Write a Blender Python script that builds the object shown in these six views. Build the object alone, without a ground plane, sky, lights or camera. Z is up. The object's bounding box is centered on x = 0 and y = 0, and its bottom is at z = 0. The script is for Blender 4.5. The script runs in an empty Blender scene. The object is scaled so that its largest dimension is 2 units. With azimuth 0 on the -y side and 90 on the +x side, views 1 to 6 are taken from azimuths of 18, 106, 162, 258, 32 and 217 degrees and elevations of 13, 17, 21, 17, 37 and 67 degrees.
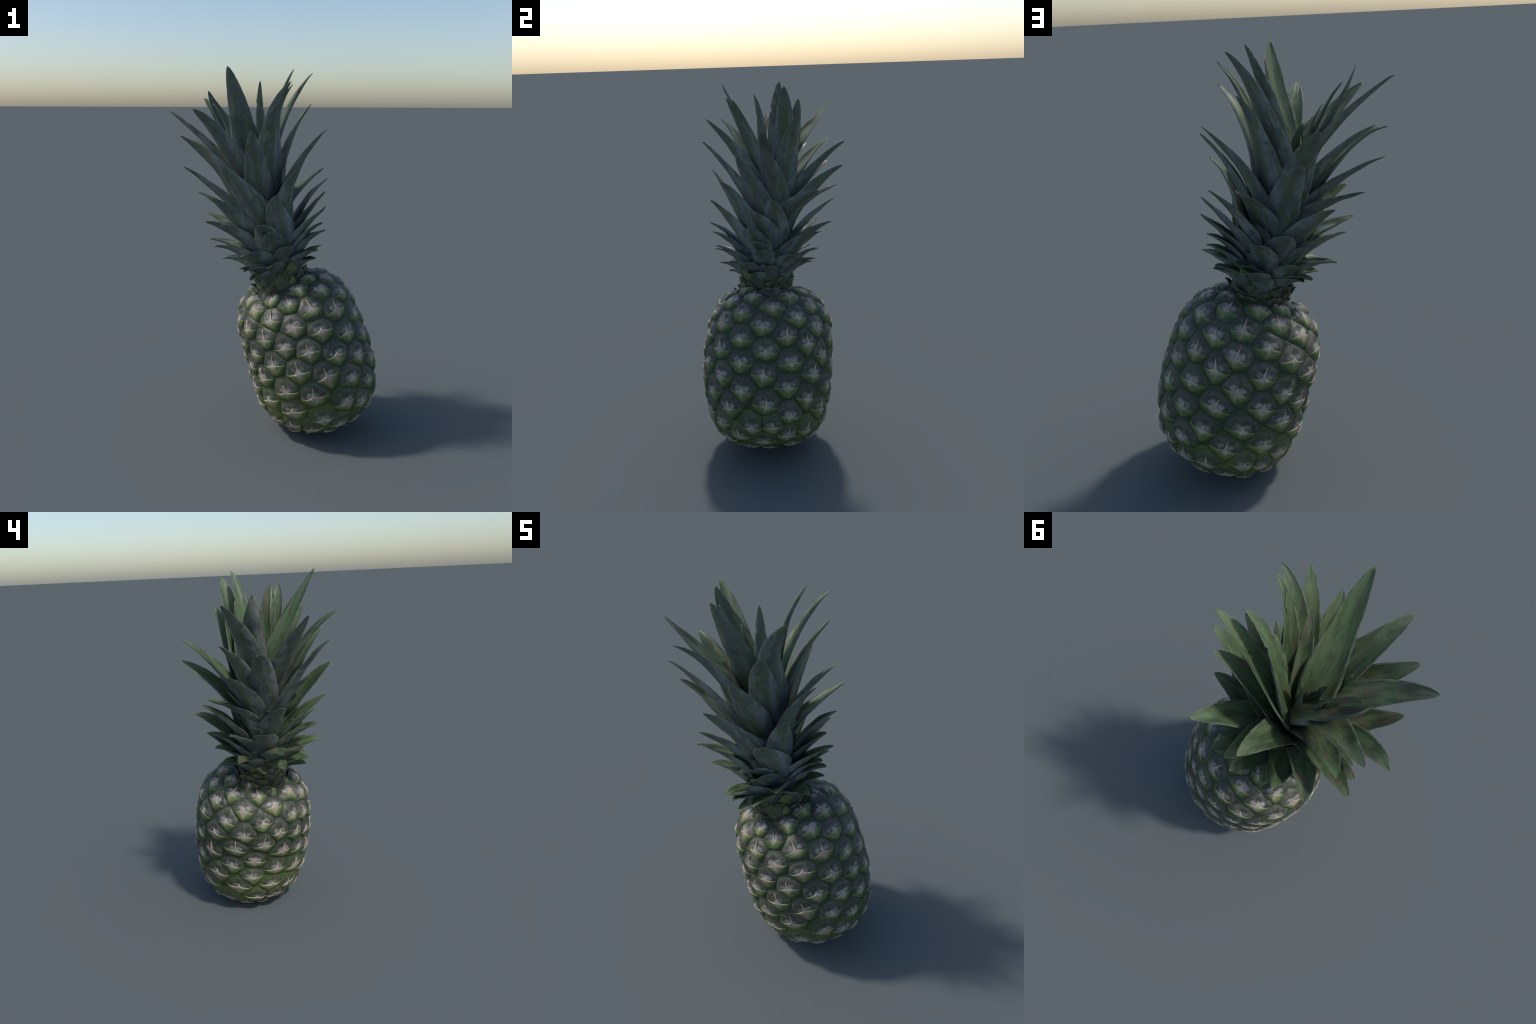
"""Pineapple: a leaning barrel-shaped fruit covered in spiral fruitlets, each with a
pale spined bract, and a tall crown of gutter-shaped leaves growing from a short stem."""
import bpy, math, random
import numpy as np
from mathutils import Matrix, Vector, noise

random.seed(7)
rng = np.random.default_rng(7)
GOLDEN = 137.508


# ------------------------------------------------------------------ helpers
def spline(xs, ys, x):
    """natural cubic spline through a few control values"""
    xs, ys, x = np.asarray(xs, float), np.asarray(ys, float), np.asarray(x, float)
    n, h = len(xs), np.diff(xs)
    A, b = np.eye(n), np.zeros(n)
    for i in range(1, n - 1):
        A[i, i - 1], A[i, i], A[i, i + 1] = h[i - 1], 2 * (h[i - 1] + h[i]), h[i]
        b[i] = 6 * ((ys[i + 1] - ys[i]) / h[i] - (ys[i] - ys[i - 1]) / h[i - 1])
    M = np.linalg.solve(A, b)
    k = np.clip(np.searchsorted(xs, x) - 1, 0, n - 2)
    t, H = x - xs[k], h[k]
    return ys[k] + t * ((ys[k + 1] - ys[k]) / H - H * (2 * M[k] + M[k + 1]) / 6) + t * t * M[k] / 2 + t ** 3 * (M[k + 1] - M[k]) / 6 / H


def unit(v):
    v = np.asarray(v, float)
    return v / (np.linalg.norm(v, axis=-1, keepdims=True) + 1e-12)


def new_object(name, verts, faces, mats, parent, matrix=None, mat_index=None, smooth=True):
    """mesh object; verts are world coordinates, stored in the local frame of `matrix`"""
    if matrix is not None:
        inv = np.array(matrix.inverted())
        verts = np.asarray(verts) @ inv[:3, :3].T + inv[:3, 3]
    me = bpy.data.meshes.new(name)
    me.from_pydata(np.asarray(verts).tolist(), [], [tuple(f) for f in faces])
    for m in mats:
        me.materials.append(m)
    if mat_index is not None:
        me.polygons.foreach_set("material_index", np.asarray(mat_index, dtype=np.int32))
    if smooth:
        me.polygons.foreach_set("use_smooth", np.ones(len(me.polygons), dtype=bool))
    me.update()
    ob = bpy.data.objects.new(name, me)
    bpy.context.scene.collection.objects.link(ob)
    ob.parent = parent
    if matrix is not None:
        ob.matrix_world = matrix
    return ob


def frame(origin, x, y, z):
    M = Matrix.Identity(4)
    for c, v in enumerate((x, y, z, origin)):
        for r in range(3):
            M[r][c] = float(v[r])
    return M


# ---------------------------------------------------------------- materials
class Nodes:
    def __init__(self, name):
        self.mat = bpy.data.materials.new(name)
        self.mat.use_nodes = True
        self.t = self.mat.node_tree
        self.t.nodes.clear()
        self.out = self.t.nodes.new("ShaderNodeOutputMaterial")
        self.bsdf = self.t.nodes.new("ShaderNodeBsdfPrincipled")
        self.t.links.new(self.bsdf.outputs[0], self.out.inputs[0])
        self.coord = self.t.nodes.new("ShaderNodeTexCoord")
        self.info = self.t.nodes.new("ShaderNodeObjectInfo")

    def link(self, a, b):
        self.t.links.new(a, b)

    def put(self, sock, v):
        if isinstance(v, bpy.types.NodeSocket):
            self.link(v, sock)
        elif v is not None:
            sock.default_value = v

    def math(self, op, a, b=None, c=None, clamp=False):
        n = self.t.nodes.new("ShaderNodeMath")
        n.operation, n.use_clamp = op, clamp
        for s, v in zip(n.inputs, (a, b, c)):
            self.put(s, v)
        return n.outputs[0]

    def ramp(self, x, lo, hi, a=0.0, b=1.0):
        n = self.t.nodes.new("ShaderNodeMapRange")
        n.interpolation_type = "SMOOTHSTEP"
        self.put(n.inputs[0], x)
        for i, v in enumerate((lo, hi, a, b)):
            self.put(n.inputs[1 + i], v)
        return n.outputs[0]

    def mix(self, f, a, b):
        n = self.t.nodes.new("ShaderNodeMix")
        n.data_type = "RGBA"
        self.put(n.inputs[0], f)
        for s, v in ((n.inputs[6], a), (n.inputs[7], b)):
            self.put(s, (*v, 1) if isinstance(v, tuple) and len(v) == 3 else v)
        return n.outputs[2]

    def mapping(self, scale, src="Object", shift_by_object=True):
        n = self.t.nodes.new("ShaderNodeMapping")
        self.link(self.coord.outputs[src], n.inputs[0])
        n.inputs["Scale"].default_value = scale
        if shift_by_object:
            c = self.t.nodes.new("ShaderNodeCombineXYZ")
            r = self.math("MULTIPLY", self.info.outputs["Random"], 57.0)
            for i in range(3):
                self.link(r, c.inputs[i])
            self.link(c.outputs[0], n.inputs["Location"])
        return n.outputs[0]

    def noise(self, vec, scale, detail=3.0, rough=0.55, dist=0.0):
        n = self.t.nodes.new("ShaderNodeTexNoise")
        self.link(vec, n.inputs["Vector"])
        n.inputs["Scale"].default_value, n.inputs["Detail"].default_value = scale, detail
        n.inputs["Roughness"].default_value, n.inputs["Distortion"].default_value = rough, dist
        return n.outputs[0]

    def xyz(self, src="Object"):
        n = self.t.nodes.new("ShaderNodeSeparateXYZ")
        self.link(self.coord.outputs[src], n.inputs[0])
        return n.outputs

    def prop(self, name):
        n = self.t.nodes.new("ShaderNodeAttribute")
        n.attribute_type, n.attribute_name = "OBJECT", f'["{name}"]'
        return n.outputs["Fac"]

    def bump(self, h, strength, dist):
        n = self.t.nodes.new("ShaderNodeBump")
        n.inputs["Strength"].default_value, n.inputs["Distance"].default_value = strength, dist
        self.link(h, n.inputs["Height"])
        self.link(n.outputs[0], self.bsdf.inputs["Normal"])

    def finish(self, color, rough, spec=0.35, translucent=0.0):
        self.put(self.bsdf.inputs["Base Color"], (*color, 1) if isinstance(color, tuple) else color)
        self.put(self.bsdf.inputs["Roughness"], rough)
        self.bsdf.inputs["Specular IOR Level"].default_value = spec
        if translucent:
            tr = self.t.nodes.new("ShaderNodeBsdfTranslucent")
            self.put(tr.inputs[0], color)
            mx = self.t.nodes.new("ShaderNodeMixShader")
            mx.inputs[0].default_value = translucent
            self.link(self.bsdf.outputs[0], mx.inputs[1])
            self.link(tr.outputs[0], mx.inputs[2])
            self.link(mx.outputs[0], self.out.inputs[0])
        return self.mat


def blob(N, x, y, cx, cy, rx, ry):
    """soft elliptical mask, 1 in the middle"""
    dx = N.math("DIVIDE", N.math("SUBTRACT", x, cx), rx)
    dy = N.math("DIVIDE", N.math("SUBTRACT", y, cy), ry)
    d = N.math("ADD", N.math("MULTIPLY", dx, dx), N.math("MULTIPLY", dy, dy))
    return N.ramp(d, 1.0, 0.0)


def fruitlet_material():
    """upper face of a fruitlet: slate green skin, pale waxy patches either side of the spine,
    greener towards the groove"""
    N = Nodes("fruitlet_skin")
    x, y, z = N.xyz()
    grain = N.noise(N.mapping((1, 1, 1)), 60, 4)
    patch = N.noise(N.mapping((1, 1, 1)), 26, 3, dist=1.0)
    fine = N.noise(N.mapping((1, 1, 1)), 230, 2)
    col = N.mix(N.ramp(grain, 0.3, 0.7), (0.030, 0.039, 0.027), (0.066, 0.071, 0.053))
    rnd = N.info.outputs["Random"]
    tan = N.math("MULTIPLY", N.ramp(patch, 0.36, 0.66), N.prop("tan_amount"))
    col = N.mix(tan, col, (0.118, 0.108, 0.080))
    wob = N.math("MULTIPLY", N.math("SUBTRACT", grain, 0.5), 0.9)
    pale = N.math("MAXIMUM", blob(N, x, y, -0.019, 0.007, 0.026, 0.020), blob(N, x, y, 0.019, 0.007, 0.026, 0.020))
    pale = N.math("MULTIPLY", N.math("ADD", pale, wob, clamp=True), N.ramp(patch, 0.25, 0.60))
    col = N.mix(N.math("MULTIPLY", pale, N.math("ADD", 0.55, N.math("MULTIPLY", rnd, 0.40))), col, (0.350, 0.335, 0.315))
    ex, ey = N.math("DIVIDE", x, N.prop("half_width")), N.math("DIVIDE", y, N.prop("half_height"))
    e = N.math("SQRT", N.math("ADD", N.math("MULTIPLY", ex, ex), N.math("MULTIPLY", ey, ey)))
    edge = N.ramp(N.math("ADD", e, N.math("MULTIPLY", N.math("SUBTRACT", grain, 0.5), 0.25)), 0.80, 1.0)
    green = N.mix(N.prop("ripeness"), (0.028, 0.046, 0.020), (0.11, 0.165, 0.028))  # first tone darkened to paint seam shadow the shallow grooves lack
    col = N.mix(N.math("MULTIPLY", N.prop("ripeness"), 0.5), col, (0.11, 0.145, 0.05))
    col = N.mix(N.math("MULTIPLY", edge, 0.85), col, green)
    brown = N.math("MULTIPLY", N.ramp(N.noise(N.mapping((1, 1, 1)), 34, 4, 0.6), 0.50, 0.62), N.prop("bruise"))
    col = N.mix(brown, col, (0.105, 0.045, 0.022))
    speck = N.ramp(fine, 0.68, 0.78)
    col = N.mix(N.math("MULTIPLY", speck, 0.35), col, (0.035, 0.040, 0.038))
    N.bump(N.math("ADD", grain, N.math("MULTIPLY", fine, 0.3)), 0.35, 0.004)
    return N.finish(col, 0.48, 0.4)


def bract_material():
    """the spined scale under each fruitlet: cream in the middle, green out to the corners,
    fibrous, with reddish streaks"""
    N = Nodes("bract_skin")
    x, y, z = N.xyz()
    ax = N.math("ABSOLUTE", x)
    fibre = N.noise(N.mapping((1, 0.16, 0.4)), 130, 3, 0.6, 0.4)
    cloud = N.noise(N.mapping((1, 1, 1)), 45, 3)
    wob = N.math("MULTIPLY", N.math("SUBTRACT", fibre, 0.5), 0.55)
    # distance from the heart of the bract, stretched into a star
    da = N.math("POWER", N.math("DIVIDE", ax, N.prop("half_width")), 0.80)
    db = N.math("POWER", N.math("DIVIDE", N.math("ABSOLUTE", N.math("ADD", y, 0.011)), N.prop("depth")), 0.80)
    d = N.math("POWER", N.math("ADD", da, db), 1.25)
    d = N.math("ADD", d, wob)
    pale = N.mix(N.ramp(cloud, 0.35, 0.65), (0.310, 0.300, 0.235), (0.480, 0.420, 0.330))
    pale = N.mix(N.math("MULTIPLY", N.ramp(N.info.outputs["Random"], 0.55, 1.0), 0.7), pale, (0.36, 0.265, 0.20))
    pale = N.mix(N.math("MULTIPLY", N.ramp(N.noise(N.mapping((1, 0.6, 1)), 90, 4, 0.65), 0.52, 0.66), 0.5), pale, (0.15, 0.16, 0.11))
    young = N.mix(N.ramp(cloud, 0.3, 0.7), (0.085, 0.128, 0.030), (0.150, 0.185, 0.060))
    ripe = N.mix(N.ramp(cloud, 0.3, 0.7), (0.29, 0.31, 0.055), (0.46, 0.36, 0.19))
    mid = N.mix(N.prop("ripeness"), young, ripe)
    deep = N.mix(N.prop("ripeness"), (0.044, 0.074, 0.028), (0.15, 0.19, 0.032))
    start = N.math("ADD", 0.02, N.math("MULTIPLY", N.info.outputs["Random"], 0.20))
    start = N.math("ADD", start, N.math("MULTIPLY", N.prop("ripeness"), 0.18))
    col = N.mix(N.ramp(N.math("SUBTRACT", d, start), 0.0, 0.62), pale, mid)
    col = N.mix(N.ramp(d, 0.80, 1.20), col, deep)
    spine = N.math("MULTIPLY", N.ramp(ax, 0.011, 0.004), N.ramp(y, -0.004, 0.012))
    col = N.mix(spine, col, (0.46, 0.385, 0.28))
    red = N.math("MULTIPLY", N.ramp(N.noise(N.mapping((1, 0.25, 1)), 70, 2), 0.60, 0.72), N.ramp(d, 0.75, 0.3))
    col = N.mix(N.math("MULTIPLY", red, 0.55), col, (0.34, 0.12, 0.075))
    brown = N.math("MULTIPLY", N.ramp(N.noise(N.mapping((1, 0.5, 1)), 38, 4, 0.6), 0.48, 0.60), N.prop("bruise"))
    col = N.mix(brown, col, (0.095, 0.036, 0.018))
    N.bump(fibre, 0.4, 0.003)
    return N.finish(col, 0.5, 0.4)


def groove_material():
    N = Nodes("groove_skin")
    g = N.noise(N.mapping((1, 1, 1), shift_by_object=False), 30, 4)
    col = N.mix(N.ramp(g, 0.35, 0.65), (0.022, 0.045, 0.014), (0.050, 0.085, 0.020))
    return N.finish(col, 0.6)


def leaf_outer_material():
    """underside of a leaf, seen from outside: grey-blue waxy bloom, rubbed off in green streaks"""
    N = Nodes("leaf_outer_skin")
    gx, gy, gz = N.xyz("Generated")
    streak = N.noise(N.mapping((1, 1, 0.16)), 34, 4, 0.6, 0.6)
    fibre = N.noise(N.mapping((1, 1, 0.04)), 240, 2)
    cloud = N.noise(N.mapping((1, 1, 0.6)), 13, 4, 0.6, 0.8)
    wear = N.prop("dryness")
    blotch = N.noise(N.mapping((1, 1, 0.5)), 30, 5, 0.65, 1.2)
    bloom = N.mix(N.ramp(cloud, 0.38, 0.62), (0.135, 0.168, 0.165), (0.225, 0.265, 0.262))
    green = N.mix(N.ramp(streak, 0.4, 0.7), (0.075, 0.112, 0.040), (0.125, 0.165, 0.080))
    rub = N.ramp(N.math("ADD", N.math("MULTIPLY", N.math("SUBTRACT", streak, 0.5), 1.3), N.math("MULTIPLY", N.math("SUBTRACT", gz, 0.62), 0.22)), 0.02, 0.11)
    keel = N.math("MULTIPLY", N.ramp(N.math("ABSOLUTE", N.math("SUBTRACT", gx, 0.5)), 0.20, 0.03), N.ramp(cloud, 0.38, 0.55))
    rub = N.math("MAXIMUM", N.math("MULTIPLY", rub, N.ramp(cloud, 0.36, 0.54)), N.math("MULTIPLY", keel, 0.85))
    col = N.mix(N.math("MULTIPLY", rub, 0.9), bloom, green)
    col = N.mix(N.math("MULTIPLY", N.ramp(blotch, 0.54, 0.66), 0.55), col, (0.060, 0.085, 0.072))
    col = N.mix(N.math("MULTIPLY", N.ramp(blotch, 0.42, 0.30), 0.50), col, (0.27, 0.31, 0.30))
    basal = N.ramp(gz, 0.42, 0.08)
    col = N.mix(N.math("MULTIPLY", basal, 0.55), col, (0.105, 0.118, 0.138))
    brown = N.mix(N.ramp(cloud, 0.40, 0.60), (0.075, 0.072, 0.058), (0.235, 0.215, 0.180))
    col = N.mix(N.math("MULTIPLY", wear, N.ramp(blotch, 0.36, 0.60)), col, brown)
    tip = N.ramp(gz, 0.955, 1.0)
    col = N.mix(N.math("MULTIPLY", tip, 0.7), col, (0.15, 0.115, 0.07))
    col = N.mix(N.math("MULTIPLY", N.ramp(fibre, 0.45, 0.75), 0.18), col, (0.20, 0.24, 0.24))
    N.bump(N.math("ADD", N.math("MULTIPLY", fibre, 0.5), streak), 0.3, 0.004)
    return N.finish(col, 0.5, 0.35, 0.06)


def leaf_inner_material():
    """upper side of a leaf: fresh to olive green, paler streaks, yellowish near the base"""
    N = Nodes("leaf_inner_skin")
    gx, gy, gz = N.xyz("Generated")
    streak = N.noise(N.mapping((1, 1, 0.12)), 34, 4, 0.6, 0.4)
    fibre = N.noise(N.mapping((1, 1, 0.04)), 240, 2)
    cloud = N.noise(N.mapping((1, 1, 0.6)), 12, 4, 0.6, 0.8)
    wear = N.prop("dryness")
    col = N.mix(N.ramp(streak, 0.35, 0.65), (0.044, 0.084, 0.034), (0.098, 0.155, 0.068))
    col = N.mix(N.math("MULTIPLY", N.ramp(cloud, 0.50, 0.72), 0.6), col, (0.13, 0.135, 0.05))
    blotch = N.noise(N.mapping((1, 1, 0.5)), 28, 5, 0.65, 1.2)
    col = N.mix(N.math("MULTIPLY", N.ramp(blotch, 0.57, 0.68), 0.6), col, (0.085, 0.075, 0.045))
    col = N.mix(N.math("MULTIPLY", N.ramp(blotch, 0.40, 0.30), 0.4), col, (0.20, 0.25, 0.18))
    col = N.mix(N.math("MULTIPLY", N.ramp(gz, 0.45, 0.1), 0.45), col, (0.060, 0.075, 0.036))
    col = N.mix(N.math("MULTIPLY", N.ramp(gz, 0.75, 1.0), 0.35), col, (0.15, 0.22, 0.13))
    brown = N.mix(N.ramp(streak, 0.35, 0.65), (0.080, 0.075, 0.055), (0.165, 0.145, 0.105))
    col = N.mix(N.math("MULTIPLY", wear, N.ramp(cloud, 0.38, 0.62)), col, brown)
    col = N.mix(N.math("MULTIPLY", N.ramp(fibre, 0.45, 0.75), 0.15), col, (0.25, 0.32, 0.20))
    N.bump(N.math("ADD", N.math("MULTIPLY", fibre, 0.5), streak), 0.3, 0.004)
    return N.finish(col, 0.45, 0.4, 0.07)


def leaf_rim_material():
    N = Nodes("leaf_rim_skin")
    g = N.noise(N.mapping((1, 1, 0.3)), 50, 3)
    col = N.mix(N.ramp(g, 0.35, 0.65), (0.065, 0.090, 0.055), (0.150, 0.175, 0.115))
    return N.finish(col, 0.5, 0.35)


def collar_material():
    N = Nodes("collar_skin")
    gx, gy, gz = N.xyz("Generated")
    streak = N.noise(N.mapping((1, 1, 0.25)), 45, 4, 0.6, 0.5)
    cloud = N.noise(N.mapping((1, 1, 1)), 24, 3)
    col = N.mix(N.ramp(streak, 0.35, 0.65), (0.050, 0.062, 0.042), (0.105, 0.115, 0.070))
    col = N.mix(N.math("MULTIPLY", N.ramp(cloud, 0.46, 0.66), 0.6), col, (0.13, 0.155, 0.05))
    col = N.mix(N.math("MULTIPLY", N.ramp(N.info.outputs["Random"], 0.65, 1.0), 0.6), col, (0.19, 0.22, 0.06))
    col = N.mix(N.math("MULTIPLY", N.ramp(gz, 0.75, 1.0), 0.6), col, (0.115, 0.095, 0.065))
    N.bump(streak, 0.4, 0.004)
    return N.finish(col, 0.55, 0.3)


def stem_material():
    N = Nodes("stem_skin")
    g = N.noise(N.mapping((1, 1, 1), shift_by_object=False), 22, 4)
    col = N.mix(N.ramp(g, 0.35, 0.65), (0.038, 0.046, 0.036), (0.085, 0.090, 0.060))
    return N.finish(col, 0.65, 0.25)


def scar_material():
    N = Nodes("stem_scar_skin")
    g = N.noise(N.mapping((1, 1, 1), shift_by_object=False), 60, 5)
    col = N.mix(N.ramp(g, 0.35, 0.65), (0.10, 0.055, 0.025), (0.25, 0.17, 0.09))
    return N.finish(col, 0.8, 0.2)


M_FRUITLET, M_BRACT, M_GROOVE = fruitlet_material(), bract_material(), groove_material()
M_OUT, M_IN, M_RIM = leaf_outer_material(), leaf_inner_material(), leaf_rim_material()
M_COLLAR, M_STEM, M_SCAR = collar_material(), stem_material(), scar_material()

# ------------------------------------------------------------ the fruit body
# A barrel around a leaning axis: polar radius along the axis, plus a little
# out-of-roundness (first and second harmonic round the axis).
CENTRE = np.array([0.1794, 0.0353, 0.4315])
BODY_AXIS = unit([-0.3604, -0.0150, 1.0])
BODY_X = unit(np.cross([0, 1, 0], BODY_AXIS))
BODY_Y = np.cross(BODY_AXIS, BODY_X)
RADIUS = [0.3830, 0.4290, 0.4225, 0.3758, 0.3565, 0.3780, 0.4536, 0.4960, 0.4560]
LEAN_X = [0.0246, -0.0015, 0.0097, 0.0115, -0.0433]
LEAN_Y = [-0.0049, -0.0285, -0.0259, -0.0269, 0.0119]
OVAL_A = [-0.0385, 0.0031, 0.0003, 0.0010, 0.0160]
OVAL_B = [-0.0359, -0.0126, -0.0107, -0.0169, -0.0098]
# a hollow in the shoulder beside the neck: tilt, side, their spreads, depth
DENT = [math.radians(163), math.radians(232), math.radians(10), math.radians(50), 0.034]


def body_radius(th, ph):
    shape = np.shape(th)
    f = lambda ctrl: spline(np.linspace(0, math.pi, len(ctrl)), ctrl, np.ravel(th)).reshape(shape)
    s = np.sin(th)
    turn = (ph - DENT[1] + math.pi) % (2 * math.pi) - math.pi
    dent = DENT[4] * np.exp(-((th - DENT[0]) / DENT[2]) ** 2 - (turn / DENT[3]) ** 2)
    return f(RADIUS) - dent + s * (f(LEAN_X) * np.cos(ph) + f(LEAN_Y) * np.sin(ph)) + s * s * (f(OVAL_A) * np.cos(2 * ph) + f(OVAL_B) * np.sin(2 * ph))


def body_point(th, ph, lift=0.0):
    """th: 0 at the bottom pole, pi at the crown end; ph: round the axis"""
    R = body_radius(th, ph) + lift
    z, rho = -np.cos(th) * R, np.sin(th) * R
    return CENTRE + z[..., None] * BODY_AXIS + rho[..., None] * (np.cos(ph)[..., None] * BODY_X + np.sin(ph)[..., None] * BODY_Y)


def to_polar(P):
    d = np.asarray(P) - CENTRE
    z, x, y = d @ BODY_AXIS, d @ BODY_X, d @ BODY_Y
    return np.arctan2(np.hypot(x, y), -z), np.arctan2(y, x)


def on_body(P):
    return body_point(*to_polar(P))


def body_normal(P):
    th, ph = to_polar(P)
    e = 1e-3
    a = body_point(th + e, ph) - body_point(th - e, ph)
    b = body_point(th, ph + e) - body_point(th, ph - e)
    n = unit(np.cross(b, a))
    s = np.sign(((np.asarray(P) - CENTRE) * n).sum(-1))
    return n * s[..., None]


# ---------------------------------------------------- fruitlets on the spiral
# Golden-angle spiral: tilt from the bottom pole and a slow drift of the turn as smooth
# functions of the running number, then a nudge (tilt, turn in degrees) for each
# fruitlet that grew out of line.
TILT = [20.5, -1.58, -26.41, 66.37, 106.99]
DRIFT = [-33.62, 9.19, 24.67, -6.27, -2.92]
NUDGE = {
    20: (6.3, -15), 25: (-5.0, 0), 26: (-1.5, 15), 30: (-4.3, 3), 31: (1.3, 6), 32: (-1.4, 7), 33: (-1.8, -7), 34: (0.7, 6), 35:
    (-4.3, 3), 36: (3.5, -4), 37: (-0.1, 4), 38: (0.1, -5), 39: (2.6, 0), 40: (-0.2, 1), 41: (2.2, -9), 42: (1.6, 5), 43: (-4.2, 2),
    44: (5.0, -9), 45: (2.9, 5), 46: (-1.5, -7), 47: (2.4, 0), 48: (-2.7, 1), 49: (1.9, -6), 50: (-1.7, 6), 51: (-3.8, 1), 52: (2.4,
    -9), 53: (1.8, 3), 54: (-1.1, -6), 55: (2.1, 3), 56: (-2.2, 0), 57: (0.9, -4), 58: (-1.1, 7), 59: (-3.9, 2), 60: (4.5, -7), 61:
    (1.0, 1), 62: (-1.8, -3), 63: (-0.8, 1), 64: (0.2, -3), 65: (-0.3, -2), 66: (0.7, 9), 67: (-4.3, 2), 68: (4.3, -2), 69: (1.6, 2),
    70: (-2.6, -1), 71: (2.2, 0), 72: (1.1, -6), 73: (-0.1, 0), 74: (0.3, 6), 75: (-5.3, 4), 76: (2.6, -2), 77: (1.5, 0), 78: (-2.5,
    0), 79: (4.7, 1), 80: (-0.9, -8), 81: (1.1, 2), 82: (0.1, 6), 83: (-5.4, 4), 84: (4.9, -3), 85: (2.4, -1), 86: (-3.1, 3), 88:
    (-1.9, -10), 89: (0.9, 3), 90: (0.8, 4), 91: (-4.6, 2), 92: (5.8, -4), 93: (-1.1, -3), 94: (-2.0, 6), 95: (-0.6, 16), 96: (-0.7,
    -11), 97: (1.5, 0), 98: (1.4, -2), 99: (-4.0, 1), 101: (-3.3, -6), 102: (-0.4, 5), 103: (1.0, 13), 104: (-1.3, -13), 105: (3.9,
    1), 106: (0.8, -7), 107: (-2.2, 2), 108: (-0.0, 13), 109: (-3.1, -8), 110: (-1.0, 5), 111: (-0.3, 8), 112: (0.4, -11), 113: (5.5,
    -2), 114: (-0.6, -12), 115: (0.0, 3), 116: (2.9, 10), 117: (-3.3, -7), 118: (2.6, 4), 119: (-2.2, 2), 121: (7.2, -4), 122: (-2.1,
    -15), 123: (1.4, 8), 124: (1.1, 6), 125: (-3.8, -6), 126: (3.4, 8), 127: (-3.8, -3), 132: (-1.1, 3)
}


def nudge(n):
    if n in NUDGE:
        return NUDGE[n]
    near = [NUDGE[m] for m in (n - 21, n - 13, n - 8, n + 8, n + 13, n + 21) if m in NUDGE]
    return tuple(np.mean(near, axis=0) * 0.8) if near and n > 26 else (0.0, 0.0)


N_LOW, N_HIGH = 1, 139
eye_th, eye_ph = [], []
NUMBERS = [n for n in range(N_LOW, N_HIGH) if n not in (87, 100)]   # two that never formed
for n in NUMBERS:
    t = (n - 75) / 60
    dt, dp = nudge(n)
    eye_th.append(math.radians(max(4.0, np.polyval(TILT, t) + dt)))
    eye_ph.append(math.radians(219 - GOLDEN * n + (np.polyval(DRIFT, t) if n > 24 else np.polyval(DRIFT, (24 - 75) / 60)) + dp))
eye_th, eye_ph = np.array(eye_th), np.array(eye_ph)
EYES = body_point(eye_th, eye_ph)
loose = np.array([n < 30 or n not in NUDGE for n in NUMBERS])   # these push apart evenly
for _ in range(60):
    D = EYES[:, None] - EYES[None]
    dist = np.linalg.norm(D, axis=-1) + np.eye(len(EYES))
    push = (np.clip(0.118 - dist, 0, None) / dist)[..., None] * D
    EYES = on_body(EYES + np.where(loose[:, None], 0.3 * push.sum(1), 0))
NORMALS = body_normal(EYES)

# ---------------------------------------------------------------- the object
thing = bpy.data.objects.new("pineapple", None)
bpy.context.scene.collection.objects.link(thing)
thing["label"] = "leaning ripe pineapple with tall spiky grey-green leaf crown"
thing["category"] = "pineapple"

# core under the fruitlets; it shows only in the bottom of the grooves
th = np.linspace(0, math.pi, 60)[:, None] + np.zeros((1, 96))
ph = np.linspace(0, 2 * math.pi, 96, endpoint=False)[None] + np.zeros((60, 1))
core = body_point(th, ph, -0.0125).reshape(-1, 3)
faces = [(i * 96 + j, i * 96 + (j + 1) % 96, (i + 1) * 96 + (j + 1) % 96, (i + 1) * 96 + j) for i in range(59) for j in range(96)]
fruit = new_object("fruit", core, faces, [M_GROOVE], thing)


def lift_profile(rho, x, y, hw, hh, amp):
    """height of a fruitlet over the mean skin: a soft rounded dome falling to the groove,
    a swollen fold under the spine and two soft cheeks beside it"""
    e = np.sqrt((x / hw) ** 2 + (y / np.where(y > 0, hh, 9.0)) ** 2)
    shoulder = np.clip((np.maximum(e, rho * 0.97) - 0.62) / 0.38, 0, 1)
    dome = -0.001 - 0.0070 * shoulder * shoulder * (3 - 2 * shoulder) - 0.0030 * rho ** 14
    fold = 0.0050 * np.exp(-((y + 0.012) / 0.022) ** 2 - (x / 0.036) ** 2)
    cheeks = 0.0025 * (np.exp(-((y - 0.012) / 0.016) ** 2 - ((np.abs(x) - 0.022) / 0.015) ** 2))
    pit = -0.0035 * np.exp(-((y - 0.014) / 0.02) ** 2 - (x / 0.008) ** 2)
    return dome + amp * (fold + cheeks + pit) * np.clip(1.15 - rho, 0, 1)


N_ANG, RINGS = 60, np.array([0.10, 0.22, 0.34, 0.46, 0.58, 0.69, 0.79, 0.87, 0.93, 0.97, 1.0])
ANG = np.linspace(0, 2 * math.pi, N_ANG, endpoint=False)
STEPS = np.linspace(0.01, 0.125, 70)


def skin_noise(P, scale, seed):
    return np.array([noise.noise(Vector((p[0] * scale + seed, p[1] * scale, p[2] * scale))) for p in P])


def lowland(P):
    return 1.0 - min(1.0, max(0.0, (P[2] - 0.04) / 0.34))


UPS = unit(BODY_AXIS - NORMALS * (NORMALS @ BODY_AXIS)[:, None])


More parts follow.
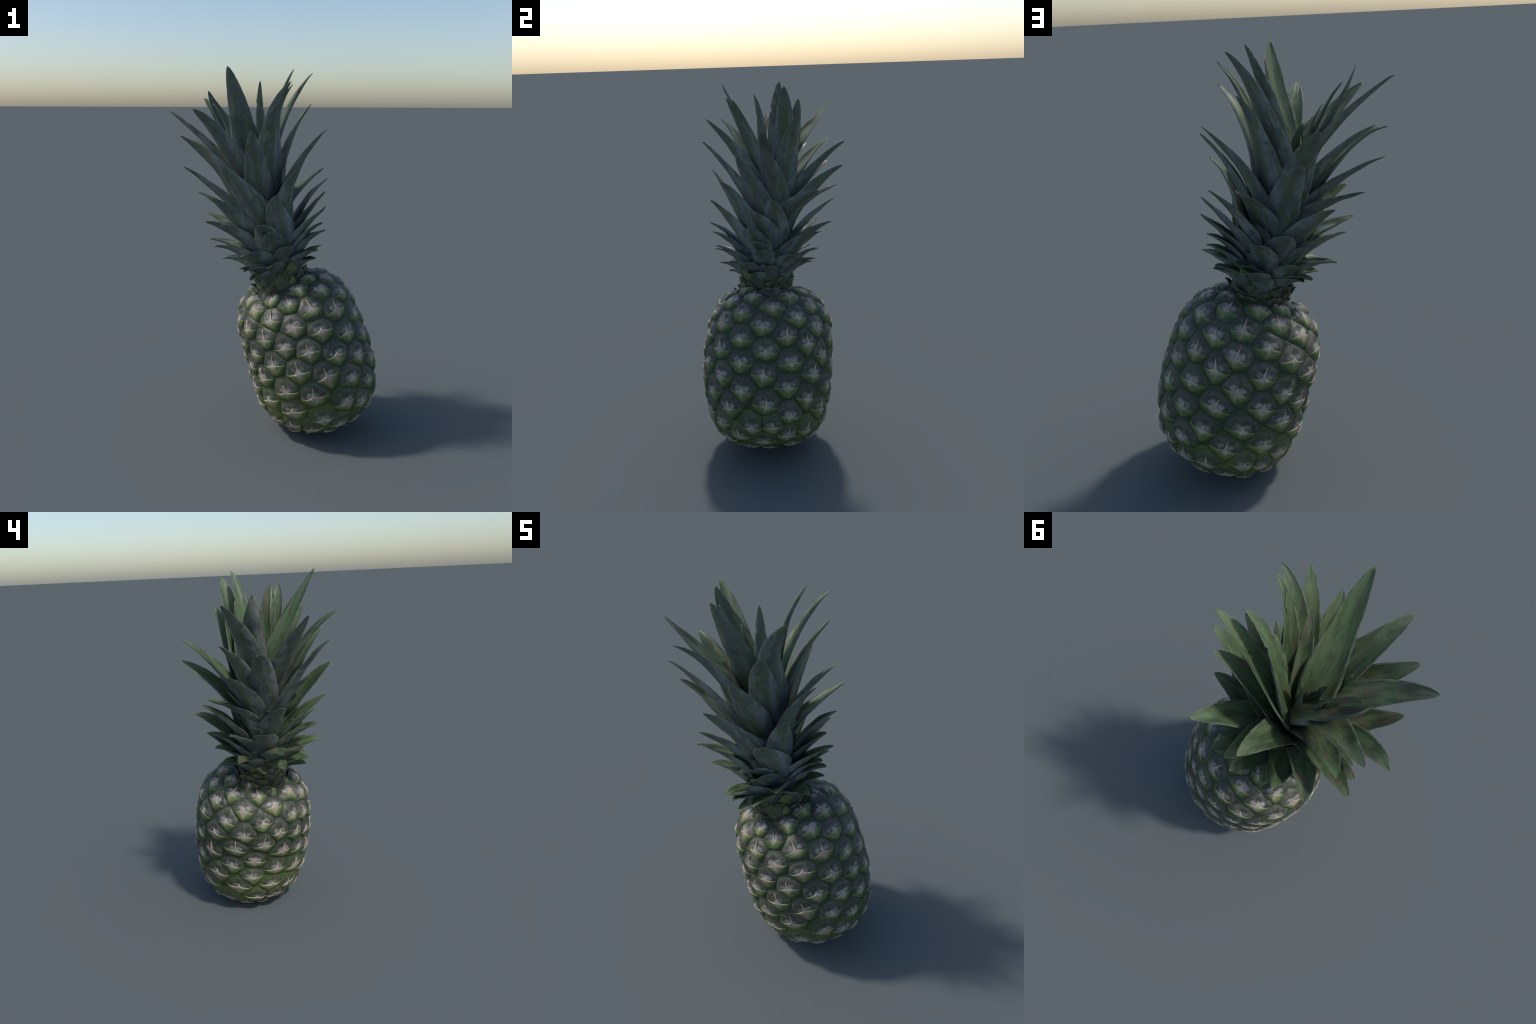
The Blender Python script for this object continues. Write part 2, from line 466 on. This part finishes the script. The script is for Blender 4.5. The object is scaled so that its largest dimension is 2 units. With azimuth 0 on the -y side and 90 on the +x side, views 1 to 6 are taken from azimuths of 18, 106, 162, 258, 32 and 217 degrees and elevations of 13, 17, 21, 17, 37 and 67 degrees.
def pull(Q, which):
    """distance to fruitlets, stretched so that each crowds upward: round tops that
    bite into the scales above them"""
    v = Q[:, :, None, :] - EYES[which]
    d = np.linalg.norm(v, axis=-1) + 1e-9
    return d * (1 - 0.05 * (v * UPS[which]).sum(-1) / d)


for k in range(len(EYES)):
    E, nrm, n_id = EYES[k], NORMALS[k], NUMBERS[k]
    up = unit(BODY_AXIS - nrm * (BODY_AXIS @ nrm))
    if eye_th[k] < 0.25 or eye_th[k] > 2.95:
        up = unit(np.cross(nrm, BODY_Y))
    right = np.cross(up, nrm)
    lean = random.uniform(-0.12, 0.12)
    up, right = math.cos(lean) * up + math.sin(lean) * right, math.cos(lean) * right - math.sin(lean) * up
    near = np.argsort(np.linalg.norm(EYES - E, axis=1))[1:16]
    rays = np.cos(ANG)[:, None] * right + np.sin(ANG)[:, None] * up
    # walk outward over the skin until another eye is nearer: that is the groove
    Q = on_body(E + STEPS[None, :, None] * rays[:, None, :])
    own = pull(Q, np.array([k]))[..., 0]
    other = pull(Q, near).min(-1)
    gap = other - own
    reach = np.empty(N_ANG)
    for a in range(N_ANG):
        j = np.argmax(gap[a] < 0) if (gap[a] < 0).any() else len(STEPS) - 1
        j = max(j, 1)
        g0, g1 = gap[a, j - 1], gap[a, j]
        f = np.clip(g0 / (g0 - g1 + 1e-9), 0, 1)
        reach[a] = STEPS[j - 1] + f * (STEPS[j] - STEPS[j - 1])
    reach = np.minimum(reach, 0.095)
    amp = random.uniform(0.6, 1.3)
    hw = 0.98 * 0.5 * (np.interp(0.0, ANG, reach) + np.interp(math.pi, ANG, reach))
    hh = 0.92 * np.interp(math.pi / 2, ANG, reach)
    ripe = min(1.0, max(0.0, lowland(E) * 1.3 + random.uniform(-0.15, 0.12)))
    M = frame(E, right, up, nrm)

    # ---- the fruitlet: a domed cell
    T = (RINGS[:, None] * reach[None]).ravel()
    dirs = np.tile(rays, (len(RINGS), 1))
    base = np.vstack([E[None], on_body(E + T[:, None] * dirs)])
    rho = np.concatenate([[0], np.repeat(RINGS, N_ANG)])
    lx = np.concatenate([[0], T * np.tile(np.cos(ANG), len(RINGS))])
    ly = np.concatenate([[0], T * np.tile(np.sin(ANG), len(RINGS))])
    lump = skin_noise(base, 26, n_id) * 0.0022 + skin_noise(base, 70, n_id + 9) * 0.0008
    h = lift_profile(rho, lx, ly, hw, hh, amp) + lump * (1 - rho ** 4)
    verts = base + body_normal(base) * h[:, None]
    faces = [(0, 1 + a, 1 + (a + 1) % N_ANG) for a in range(N_ANG)]
    for r in range(len(RINGS) - 1):
        o = 1 + r * N_ANG
        faces += [(o + a, o + N_ANG + a, o + N_ANG + (a + 1) % N_ANG, o + (a + 1) % N_ANG) for a in range(N_ANG)]
    cell = new_object("fruitlet", verts, faces, [M_FRUITLET], fruit, M)
    cell["half_width"], cell["half_height"], cell["ripeness"] = float(hw), float(hh), float(ripe)
    bruise = float(min(1.0, max(0.0, lowland(E) * 1.5 - 0.65)) * (1.0 if random.random() < 0.5 else 0.25))
    cell["bruise"] = bruise
    cell["tan_amount"] = random.uniform(0.1, 0.9)

    # ---- its bract: star-shaped scale over the lower half, drawn up into a spine
    if eye_th[k] > 2.86:
        continue
    cols, rows = 33, 11
    ss = np.linspace(-1, 1, cols)
    ss = np.sign(ss) * np.abs(ss) ** 1.35
    side = np.interp([0.0, math.pi], ANG, reach)
    half = np.where(ss < 0, side[1], side[0]) * 0.97
    bx = ss * half
    full_spine = random.random()
    spine = (random.uniform(0.030, 0.050) if full_spine < 0.42 else random.uniform(0.006, 0.02)) * min(1, reach.mean() / 0.058)
    slant = random.uniform(-0.25, 0.25)
    top = -0.001 - 0.009 * np.clip(np.abs(ss) * 1.8, 0, 1) ** 0.6 + random.uniform(-0.004, 0.004) * np.abs(ss) ** 2
    top = top + 0.010 * np.exp(-(np.abs(bx) / 0.011) ** 1.3) + spine * np.clip(1 - np.abs(bx) / 0.0075, 0, 1) ** 1.25
    # lower outline follows the groove of the cell
    probe = np.linspace(0.004, 0.10, 60)
    low = np.empty(cols)
    for c in range(cols):
        ys = -probe
        aa = np.arctan2(ys, bx[c]) % (2 * math.pi)
        inside = np.hypot(bx[c], ys) < np.interp(aa, np.append(ANG, 2 * math.pi), np.append(reach, reach[0])) * 0.965
        low[c] = -probe[np.nonzero(inside)[0].max()] if inside.any() else top[c] - 0.002
    low = np.minimum(low, top - 0.002)
    v = np.concatenate([[0.0, 0.03, 0.08], np.linspace(0.16, 1, rows - 3)])
    gx = np.tile(bx, (rows, 1))
    gy = top[None] + (low - top)[None] * v[:, None]
    above = np.clip((gy - 0.004) / 0.045, 0, 1)
    gx = gx + slant * above * 0.045
    flat = on_body(E + gx.ravel()[:, None] * right + gy.ravel()[:, None] * up)
    rr = np.hypot(gx, gy).ravel()
    aa = np.arctan2(gy, gx).ravel() % (2 * math.pi)
    rho = np.clip(rr / np.interp(aa, np.append(ANG, 2 * math.pi), np.append(reach, reach[0])), 0, 1)
    h = lift_profile(rho, gx.ravel(), gy.ravel(), hw, hh, amp) + skin_noise(flat, 60, n_id + 3) * 0.0012
    proud = 0.0040 * np.clip(1 - v, 0, 1)[:, None] ** 0.8 * np.exp(-(np.abs(ss) / 0.75) ** 3)[None] + 0.0012
    proud = proud + 0.003 * above
    proud[0] = -0.004                             # the upper edge tucks under: gives the scale its thickness
    proud[1] *= 0.75
    proud[-1] = -0.002
    proud[:, 0] = proud[:, -1] = -0.002
    verts = flat + body_normal(flat) * (h + proud.ravel())[:, None]
    faces = [(r * cols + c, (r + 1) * cols + c, (r + 1) * cols + c + 1, r * cols + c + 1) for r in range(rows - 1) for c in range(cols - 1)]
    br = new_object("bract", verts, faces, [M_BRACT], fruit, M)
    br["half_width"], br["depth"], br["ripeness"] = float(hw), float(0.9 * np.interp(1.5 * math.pi, ANG, reach)), float(ripe)
    br["bruise"] = bruise

# the scar where the fruit was cut from its stalk
ring = np.linspace(0, 2 * math.pi, 40, endpoint=False)
scar = [body_point(np.array(0.0), np.array(0.0), 0.004)]
for r, l in ((0.05, 0.006), (0.10, 0.004), (0.13, -0.012)):
    scar += list(body_point(np.full(40, r), ring, l + 0.002 * np.sin(ring * 5)))
faces = [(0, 1 + a, 1 + (a + 1) % 40) for a in range(40)]
for r in range(2):
    faces += [(1 + r * 40 + a, 41 + r * 40 + a, 41 + r * 40 + (a + 1) % 40, 1 + r * 40 + (a + 1) % 40) for a in range(40)]
new_object("stem_scar", np.array(scar), faces, [M_SCAR], fruit)

# ------------------------------------------------------------------ the crown
STEM_FOOT = np.array([0.047, -0.035, 0.82])
STEM_AXIS = unit([-0.34, 0.04, 1.0])
STEM_RADIUS = [(-0.12, 0.150), (0.0, 0.150), (0.05, 0.138), (0.10, 0.134), (0.20, 0.125), (0.35, 0.095), (0.50, 0.060), (0.62, 0.035), (0.70, 0.006)]
AX_X = unit(np.cross([0, 1, 0], STEM_AXIS))
AX_Y = np.cross(STEM_AXIS, AX_X)


def heart_line(a):
    """middle of the crown: follows the leaning stem, then rises upright above the heart"""
    a = np.asarray(a, float)[..., None]
    return STEM_FOOT + STEM_AXIS * np.minimum(a, 0.60) + np.array([0, 0, 1.0]) * np.maximum(a - 0.60, 0)


def stem_radius(a):
    return np.interp(a, [s[0] for s in STEM_RADIUS], [s[1] for s in STEM_RADIUS])


seg = 48
verts, faces = [], []
levels = np.linspace(-0.12, 0.68, 27)
for a in levels:
    for g in np.linspace(0, 2 * math.pi, seg, endpoint=False):
        r = stem_radius(a) * (1 + 0.03 * math.sin(5 * g + 31 * a))
        verts.append(STEM_FOOT + STEM_AXIS * a + r * (math.cos(g) * AX_X + math.sin(g) * AX_Y))
for i in range(len(levels) - 1):
    faces += [(i * seg + j, i * seg + (j + 1) % seg, (i + 1) * seg + (j + 1) % seg, (i + 1) * seg + j) for j in range(seg)]
faces.append(tuple((len(levels) - 1) * seg + j for j in range(seg)))
crown = new_object("crown", np.array(verts), faces, [M_STEM], thing)


def bezier(P, t):
    t = t[:, None]
    return (1 - t) ** 3 * P[0] + 3 * t * (1 - t) ** 2 * P[1] + 3 * t * t * (1 - t) * P[2] + t ** 3 * P[3]


def build_leaf(name, base, ctrl, width, mats, side=None, taper=0.68, power=0.62, gutter=0.46, thick=0.006, twist=0.0, ragged=0.0, seed=0, rows=34, dryness=0.2, base_pinch=0.75, flesh=0.0):
    """gutter-shaped strap: a lens section swept along a Bezier midrib"""
    t = np.linspace(0, 1, rows) ** 0.9
    C = bezier(np.array(ctrl), t)
    tan = unit(np.gradient(C, t, axis=0))
    if side is None:
        rad = ctrl[3] - heart_line((ctrl[3] - STEM_FOOT) @ STEM_AXIS)
        side = unit(np.cross(STEM_AXIS, rad))
    sd = unit(side[None] - tan * (tan @ side)[:, None])
    inn = np.cross(sd, tan)                       # towards the stem / upper face
    axis_pt = heart_line((C - STEM_FOOT) @ STEM_AXIS)
    if ((axis_pt - C) * inn).sum() < 0:
        inn = -inn
    ang = twist * t ** 1.5
    sd, inn = np.cos(ang)[:, None] * sd + np.sin(ang)[:, None] * inn, np.cos(ang)[:, None] * inn - np.sin(ang)[:, None] * sd
    d = 1 - t
    w = 0.5 * width * np.minimum(1, (d / taper)) ** power
    w = w * (base_pinch + (1 - base_pinch) * np.clip(t / 0.25, 0, 1))
    w[-1] = 0.0012
    cols = 13
    u = np.linspace(-1, 1, cols)
    u = np.sign(u) * np.abs(u) ** 0.85
    depth = gutter * (1 - 0.35 * t)
    fleshy = flesh * np.clip(1 - t / (0.45 + 2.5 * flesh), 0, 1) ** 1.3      # the blade thickens towards its foot
    outer, inner = [], []
    for i in range(rows):
        fray_l = 1 + 0.035 * noise.noise(Vector((seed * 3.1, t[i] * 22, 0))) + 0.02 * noise.noise(Vector((seed, t[i] * 60, 4)))
        fray_r = 1 + 0.035 * noise.noise(Vector((seed * 3.1, t[i] * 22, 7))) + 0.02 * noise.noise(Vector((seed, t[i] * 60, 9)))
        if ragged and t[i] > 0.7:
            fray_l -= ragged * max(0, noise.noise(Vector((seed, t[i] * 30, 2))))
            fray_r -= ragged * max(0, noise.noise(Vector((seed, t[i] * 30, 5))))
        for c in range(cols):
            x = u[c] * w[i] * (fray_l if u[c] < 0 else fray_r)
            wave = 0.0045 * noise.noise(Vector((seed * 1.7, t[i] * 5, u[c] * 1.2)))
            y = depth[i] * w[i] * (u[c] ** 2 - 0.25) * 1.2 + wave * min(1, 4 * t[i])
            th_ = 0.5 * thick * math.sqrt(max(0.0, 1 - 0.93 * u[c] ** 2)) * min(1, 0.25 + d[i] * 2.2)
            p = C[i] + sd[i] * x + inn[i] * y
            outer.append(p - inn[i] * th_)
            inner.append(p + inn[i] * (th_ + fleshy[i] * (1 - 0.90 * u[c] ** 2)))
    n = rows * cols
    verts = np.array(outer + inner)
    faces, mi = [], []
    for i in range(rows - 1):
        for c in range(cols - 1):
            a, b, e, f = i * cols + c, i * cols + c + 1, (i + 1) * cols + c + 1, (i + 1) * cols + c
            rim = c in (0, cols - 2)
            faces.append((a, f, e, b)); mi.append(0)
            faces.append((n + a, n + b, n + e, n + f)); mi.append(2 if rim and len(mats) > 2 else min(1, len(mats) - 1))
        for c, flip in ((0, False), (cols - 1, True)):
            a, f = i * cols + c, (i + 1) * cols + c
            q = (a, n + a, n + f, f)
            faces.append(q[::-1] if flip else q); mi.append(2 if len(mats) > 2 else 0)
    for i, flip in ((0, True), (rows - 1, False)):
        for c in range(cols - 1):
            a, b = i * cols + c, i * cols + c + 1
            q = (a, n + a, n + b, b)
            faces.append(q[::-1] if not flip else q); mi.append(0)
    zc = unit(ctrl[3] - ctrl[0])
    xc = unit(side - zc * (side @ zc))
    ob = new_object(name, verts, faces, mats, crown, frame(ctrl[0], xc, np.cross(zc, xc), zc), mi)
    me = ob.data
    import bmesh
    bm = bmesh.new(); bm.from_mesh(me)
    bmesh.ops.recalc_face_normals(bm, faces=bm.faces)
    bm.to_mesh(me); bm.free()
    ob["dryness"] = float(dryness)
    return ob


def leaf(tip, foot=None, width=None, bow=1.0, swing=0.0, twist=0.0, ragged=0.0, dry=None, name="leaf", face=0.0, root=None, rise=None, bend=None):
    """a crown leaf from its tip position; the foot height on the stem follows from
    how high the tip reaches unless given"""
    global leaf_no
    leaf_no += 1
    T = np.array(tip)
    reach = (T - STEM_FOOT) @ STEM_AXIS
    if foot is None:
        foot = float(np.interp(reach, [0.12, 0.36, 0.60, 0.85, 1.20], [0.09, 0.18, 0.28, 0.38, 0.56]))
    rad = T - heart_line(reach)
    ang = math.atan2(rad @ AX_Y, rad @ AX_X)
    turn = ang + math.radians(6) + swing                  # the crown is a spiral: feet sit a little round from the tips
    out = math.cos(turn) * AX_X + math.sin(turn) * AX_Y
    A = STEM_FOOT + STEM_AXIS * foot + out * stem_radius(foot) * 0.92
    if root is not None:
        A = np.array(root)
    L = np.linalg.norm(T - A)
    chord = unit(T - A)
    if width is None:
        width = float(np.interp(L, [0.15, 0.25, 0.40, 0.65], [0.105, 0.135, 0.150, 0.155]))
    low = float(np.clip((0.52 - reach) / 0.22, 0, 1))      # low leaves arch over, high ones only flick out at the tip
    if root is None:
        d0 = unit(chord + (0.45 + 0.15 * low) * bow * STEM_AXIS - 0.08 * unit(rad) + 0.05 * np.cross(STEM_AXIS, unit(rad)))
        d1 = unit(chord + (0.34 + 0.06 * low) * bow * unit(rad) - (0.12 + 0.30 * low) * bow * STEM_AXIS)
        ctrl = [A, A + d0 * L * 0.38, T - d1 * L * (0.28 + 0.06 * low), T]
    else:
        ctrl = [A, np.array(rise), np.array(bend), T]
    mid = bezier(np.array(ctrl), np.array([0.62]))[0]
    facing = mid - heart_line((mid - STEM_FOOT) @ STEM_AXIS)
    fa = math.atan2(facing @ AX_Y, facing @ AX_X) + math.radians(face)      # the way the blade faces
    side = unit(np.cross(STEM_AXIS, math.cos(fa) * AX_X + math.sin(fa) * AX_Y))
    if dry is None:
        dry = 0.15 + 0.25 * random.random() + 0.35 * max(0.0, -math.cos(ang))
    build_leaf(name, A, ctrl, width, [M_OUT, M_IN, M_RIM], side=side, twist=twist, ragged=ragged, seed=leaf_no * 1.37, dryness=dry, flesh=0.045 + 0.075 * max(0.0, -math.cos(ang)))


leaf_no = 0
# tall inner leaves
leaf((-0.174, -0.308, 1.995), root=(-0.129, -0.030, 1.347), rise=(-0.161, -0.069, 1.610), bend=(-0.144, -0.228, 1.817), face=12)
leaf((0.148, 0.128, 1.976), root=(-0.092, 0.030, 1.300), rise=(-0.064, 0.104, 1.555), bend=(0.025, 0.096, 1.845))
leaf((0.057, 0.084, 1.998), root=(-0.061, 0.037, 1.328), rise=(-0.062, 0.089, 1.602), bend=(-0.045, 0.021, 1.802), ragged=0.5)
leaf((-0.431, 0.076, 1.889), root=(-0.150, 0.015, 1.332), rise=(-0.210, 0.078, 1.572), bend=(-0.379, 0.068, 1.728), dry=0.8)
leaf((-0.075, -0.093, 1.933), root=(-0.060, -0.053, 1.312), rise=(-0.051, -0.065, 1.550), bend=(-0.093, -0.044, 1.769), ragged=0.5, dry=0.6, width=0.10)
leaf((-0.326, -0.383, 1.791), root=(-0.098, -0.080, 1.268), rise=(-0.148, -0.171, 1.493), bend=(-0.268, -0.228, 1.698))
leaf((-0.524, 0.242, 1.852), root=(-0.155, -0.007, 1.335), rise=(-0.253, 0.036, 1.577), bend=(-0.384, 0.158, 1.741))
leaf((-0.573, -0.153, 1.787), root=(-0.149, -0.037, 1.301), rise=(-0.256, -0.084, 1.523), bend=(-0.422, -0.151, 1.680), dry=0.7)
leaf((0.114, -0.186, 1.924), root=(-0.011, -0.026, 1.293), rise=(-0.010, -0.041, 1.569), bend=(-0.036, -0.162, 1.747), ragged=0.4, face=-8)
leaf((0.115, -0.152, 1.912), root=(-0.014, -0.014, 1.283), rise=(0.010, -0.019, 1.541), bend=(-0.037, -0.128, 1.739), width=0.10)
leaf((0.131, 0.180, 1.818), root=(-0.036, 0.034, 1.233), rise=(-0.020, 0.090, 1.464), bend=(0.036, 0.117, 1.681))
leaf((0.084, -0.317, 1.817), root=(-0.019, -0.039, 1.245), rise=(-0.029, -0.082, 1.495), bend=(-0.009, -0.216, 1.676))
leaf((-0.385, 0.036, 1.818), root=(-0.156, -0.010, 1.281), rise=(-0.213, -0.007, 1.498), bend=(-0.272, 0.014, 1.692), width=0.07, dry=0.7)
leaf((-0.278, 0.067, 1.738), width=0.08, dry=0.5)
# middle leaves
leaf((-0.571, 0.102, 1.618), root=(-0.165, -0.026, 1.213), rise=(-0.305, 0.020, 1.397), bend=(-0.429, 0.027, 1.601))
leaf((-0.130, 0.395, 1.680), root=(-0.085, 0.050, 1.201), rise=(-0.120, 0.125, 1.419), bend=(-0.115, 0.255, 1.574))
leaf((0.263, 0.042, 1.701), root=(0.003, 0.017, 1.183), rise=(0.019, 0.077, 1.413), bend=(0.145, 0.025, 1.578))
leaf((-0.436, -0.305, 1.661), root=(-0.128, -0.096, 1.214), rise=(-0.191, -0.198, 1.432), bend=(-0.323, -0.219, 1.560), dry=0.6)
leaf((-0.026, -0.387, 1.689), root=(-0.030, -0.066, 1.204), rise=(-0.069, -0.155, 1.405), bend=(-0.040, -0.281, 1.571))
leaf((-0.442, 0.250, 1.662), root=(-0.134, 0.020, 1.228), rise=(-0.221, 0.068, 1.436), bend=(-0.343, 0.142, 1.574))
leaf((0.232, -0.108, 1.634), root=(0.023, -0.022, 1.159), rise=(0.057, -0.014, 1.356), bend=(0.130, -0.094, 1.525))
leaf((-0.058, 0.393, 1.558), root=(-0.044, 0.058, 1.150), rise=(-0.047, 0.134, 1.340), bend=(-0.059, 0.267, 1.475))
leaf((-0.498, 0.236, 1.519), root=(-0.130, 0.018, 1.167), rise=(-0.236, 0.066, 1.353), bend=(-0.372, 0.155, 1.461))
leaf((-0.171, -0.394, 1.513), root=(-0.027, -0.115, 1.136), rise=(-0.039, -0.217, 1.284), bend=(-0.137, -0.308, 1.424))
leaf((0.174, -0.223, 1.500), root=(0.076, -0.076, 1.117), rise=(0.081, -0.121, 1.285), bend=(0.077, -0.169, 1.404))
leaf((-0.480, -0.178, 1.493), root=(-0.132, -0.060, 1.145), rise=(-0.233, -0.096, 1.303), bend=(-0.383, -0.113, 1.415), dry=0.7)
leaf((0.185, 0.315, 1.465), root=(-0.019, 0.032, 1.122), rise=(0.018, 0.061, 1.309), bend=(0.130, 0.198, 1.405))
leaf((0.255, 0.085, 1.427), root=(0.064, 0.021, 1.083), rise=(0.092, 0.077, 1.232), bend=(0.163, 0.054, 1.354))
leaf((0.094, -0.315, 1.383), root=(0.082, -0.096, 1.080), rise=(0.094, -0.153, 1.201), bend=(0.009, -0.263, 1.293))
leaf((-0.361, 0.310, 1.395), root=(-0.096, 0.020, 1.122), rise=(-0.169, 0.056, 1.281), bend=(-0.295, 0.205, 1.346))
leaf((0.265, -0.032, 1.371), root=(0.073, -0.008, 1.075), rise=(0.124, 0.058, 1.206), bend=(0.197, -0.010, 1.289))
leaf((-0.243, -0.344, 1.353), root=(-0.082, -0.120, 1.072), rise=(-0.155, -0.169, 1.204), bend=(-0.219, -0.251, 1.288))
leaf((-0.221, 0.322, 1.341))
leaf((-0.446, -0.055, 1.338), root=(-0.139, -0.036, 1.074), rise=(-0.237, -0.038, 1.193), bend=(-0.339, -0.044, 1.298), dry=0.6)
# lower, shorter, more spreading leaves
leaf((0.272, -0.042, 1.291), root=(0.091, -0.036, 1.036), rise=(0.120, -0.037, 1.149), bend=(0.209, -0.037, 1.215))
leaf((-0.009, 0.339, 1.257))
leaf((0.128, 0.298, 1.232))
leaf((0.006, -0.360, 1.232))
leaf((-0.316, -0.269, 1.217), root=(-0.087, -0.122, 1.027), rise=(-0.146, -0.180, 1.141), bend=(-0.258, -0.188, 1.178))
leaf((-0.434, 0.043, 1.207), dry=0.6)
leaf((0.256, -0.027, 1.202))
leaf((-0.323, 0.201, 1.193), root=(-0.097, 0.044, 1.017), rise=(-0.165, 0.082, 1.115), bend=(-0.253, 0.148, 1.156))
leaf((0.054, -0.337, 1.192))
leaf((0.072, 0.075, 1.161))
leaf((-0.081, 0.164, 1.201))
leaf((-0.143, 0.263, 1.164))
leaf((0.267, -0.002, 1.158))
leaf((0.150, -0.280, 1.122))
leaf((0.189, 0.180, 1.114))
leaf((-0.161, 0.120, 1.062))
leaf((0.263, -0.160, 1.080))
leaf((-0.380, -0.057, 1.079), dry=0.6)
leaf((-0.096, 0.251, 1.077))
leaf((-0.299, -0.198, 1.071))
leaf((-0.083, -0.365, 1.066))
leaf((0.245, 0.035, 1.065))
leaf((0.234, -0.068, 1.015))
leaf((-0.296, 0.159, 1.035))
leaf((0.036, -0.306, 1.003))
leaf((-0.148, 0.223, 0.999))
leaf((-0.113, 0.210, 0.991))
leaf((-0.305, -0.087, 0.979))
leaf((-0.101, -0.287, 0.968))
leaf((-0.259, 0.015, 0.947))
leaf((-0.131, -0.280, 0.974))
leaf((0.179, 0.256, 1.096))
leaf((-0.065, -0.279, 0.922))

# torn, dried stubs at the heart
leaf((-0.257, -0.129, 1.633), width=0.11, ragged=0.9, dry=0.9)
leaf((-0.215, -0.030, 1.640), width=0.10, ragged=0.8, dry=0.8)
leaf((-0.130, 0.020, 1.650), width=0.08)

# short broad cupped leaves that fill the tiers between the long ones
for i in range(30):
    g = math.radians(65 + GOLDEN * i)
    a = 0.10 + 0.0105 * i
    out = math.cos(g) * AX_X + math.sin(g) * AX_Y
    L = 0.085 + 0.004 * i + random.uniform(-0.01, 0.02)
    R = stem_radius(a) + 0.030 + 0.0022 * i + random.uniform(-0.015, 0.02)
    leaf(STEM_FOOT + STEM_AXIS * (a + L) + out * R, foot=a, width=random.uniform(0.105, 0.135), bow=0.9)

# collar: short ragged scales pressed round the neck, the lowest tucked into the shoulder
for i in range(62):
    g = math.radians(20 + GOLDEN * i)
    a = -0.015 + 0.0031 * i
    out = math.cos(g) * AX_X + math.sin(g) * AX_Y
    A = STEM_FOOT + STEM_AXIS * a + out * stem_radius(a) * 0.93
    L = random.uniform(0.040, 0.085)
    spread = random.uniform(0.004, 0.040)
    T = STEM_FOOT + STEM_AXIS * (a + L * (1.0 - 8 * max(0, spread - 0.028))) + out * (stem_radius(a + L) + spread)
    side = np.cross(STEM_AXIS, out)
    T = T + side * random.uniform(-0.025, 0.025)
    ctrl = [A, A + STEM_AXIS * L * 0.4 + out * (0.008 + 0.3 * spread), T - STEM_AXIS * L * 0.2 - out * spread * 0.4, T]
    build_leaf("collar_scale", A, ctrl, random.uniform(0.050, 0.095), [M_COLLAR], side=side, taper=0.85, power=0.75, gutter=0.35, seed=300 + i, rows=14, base_pinch=0.95, ragged=0.4)

bpy.context.view_layer.update()
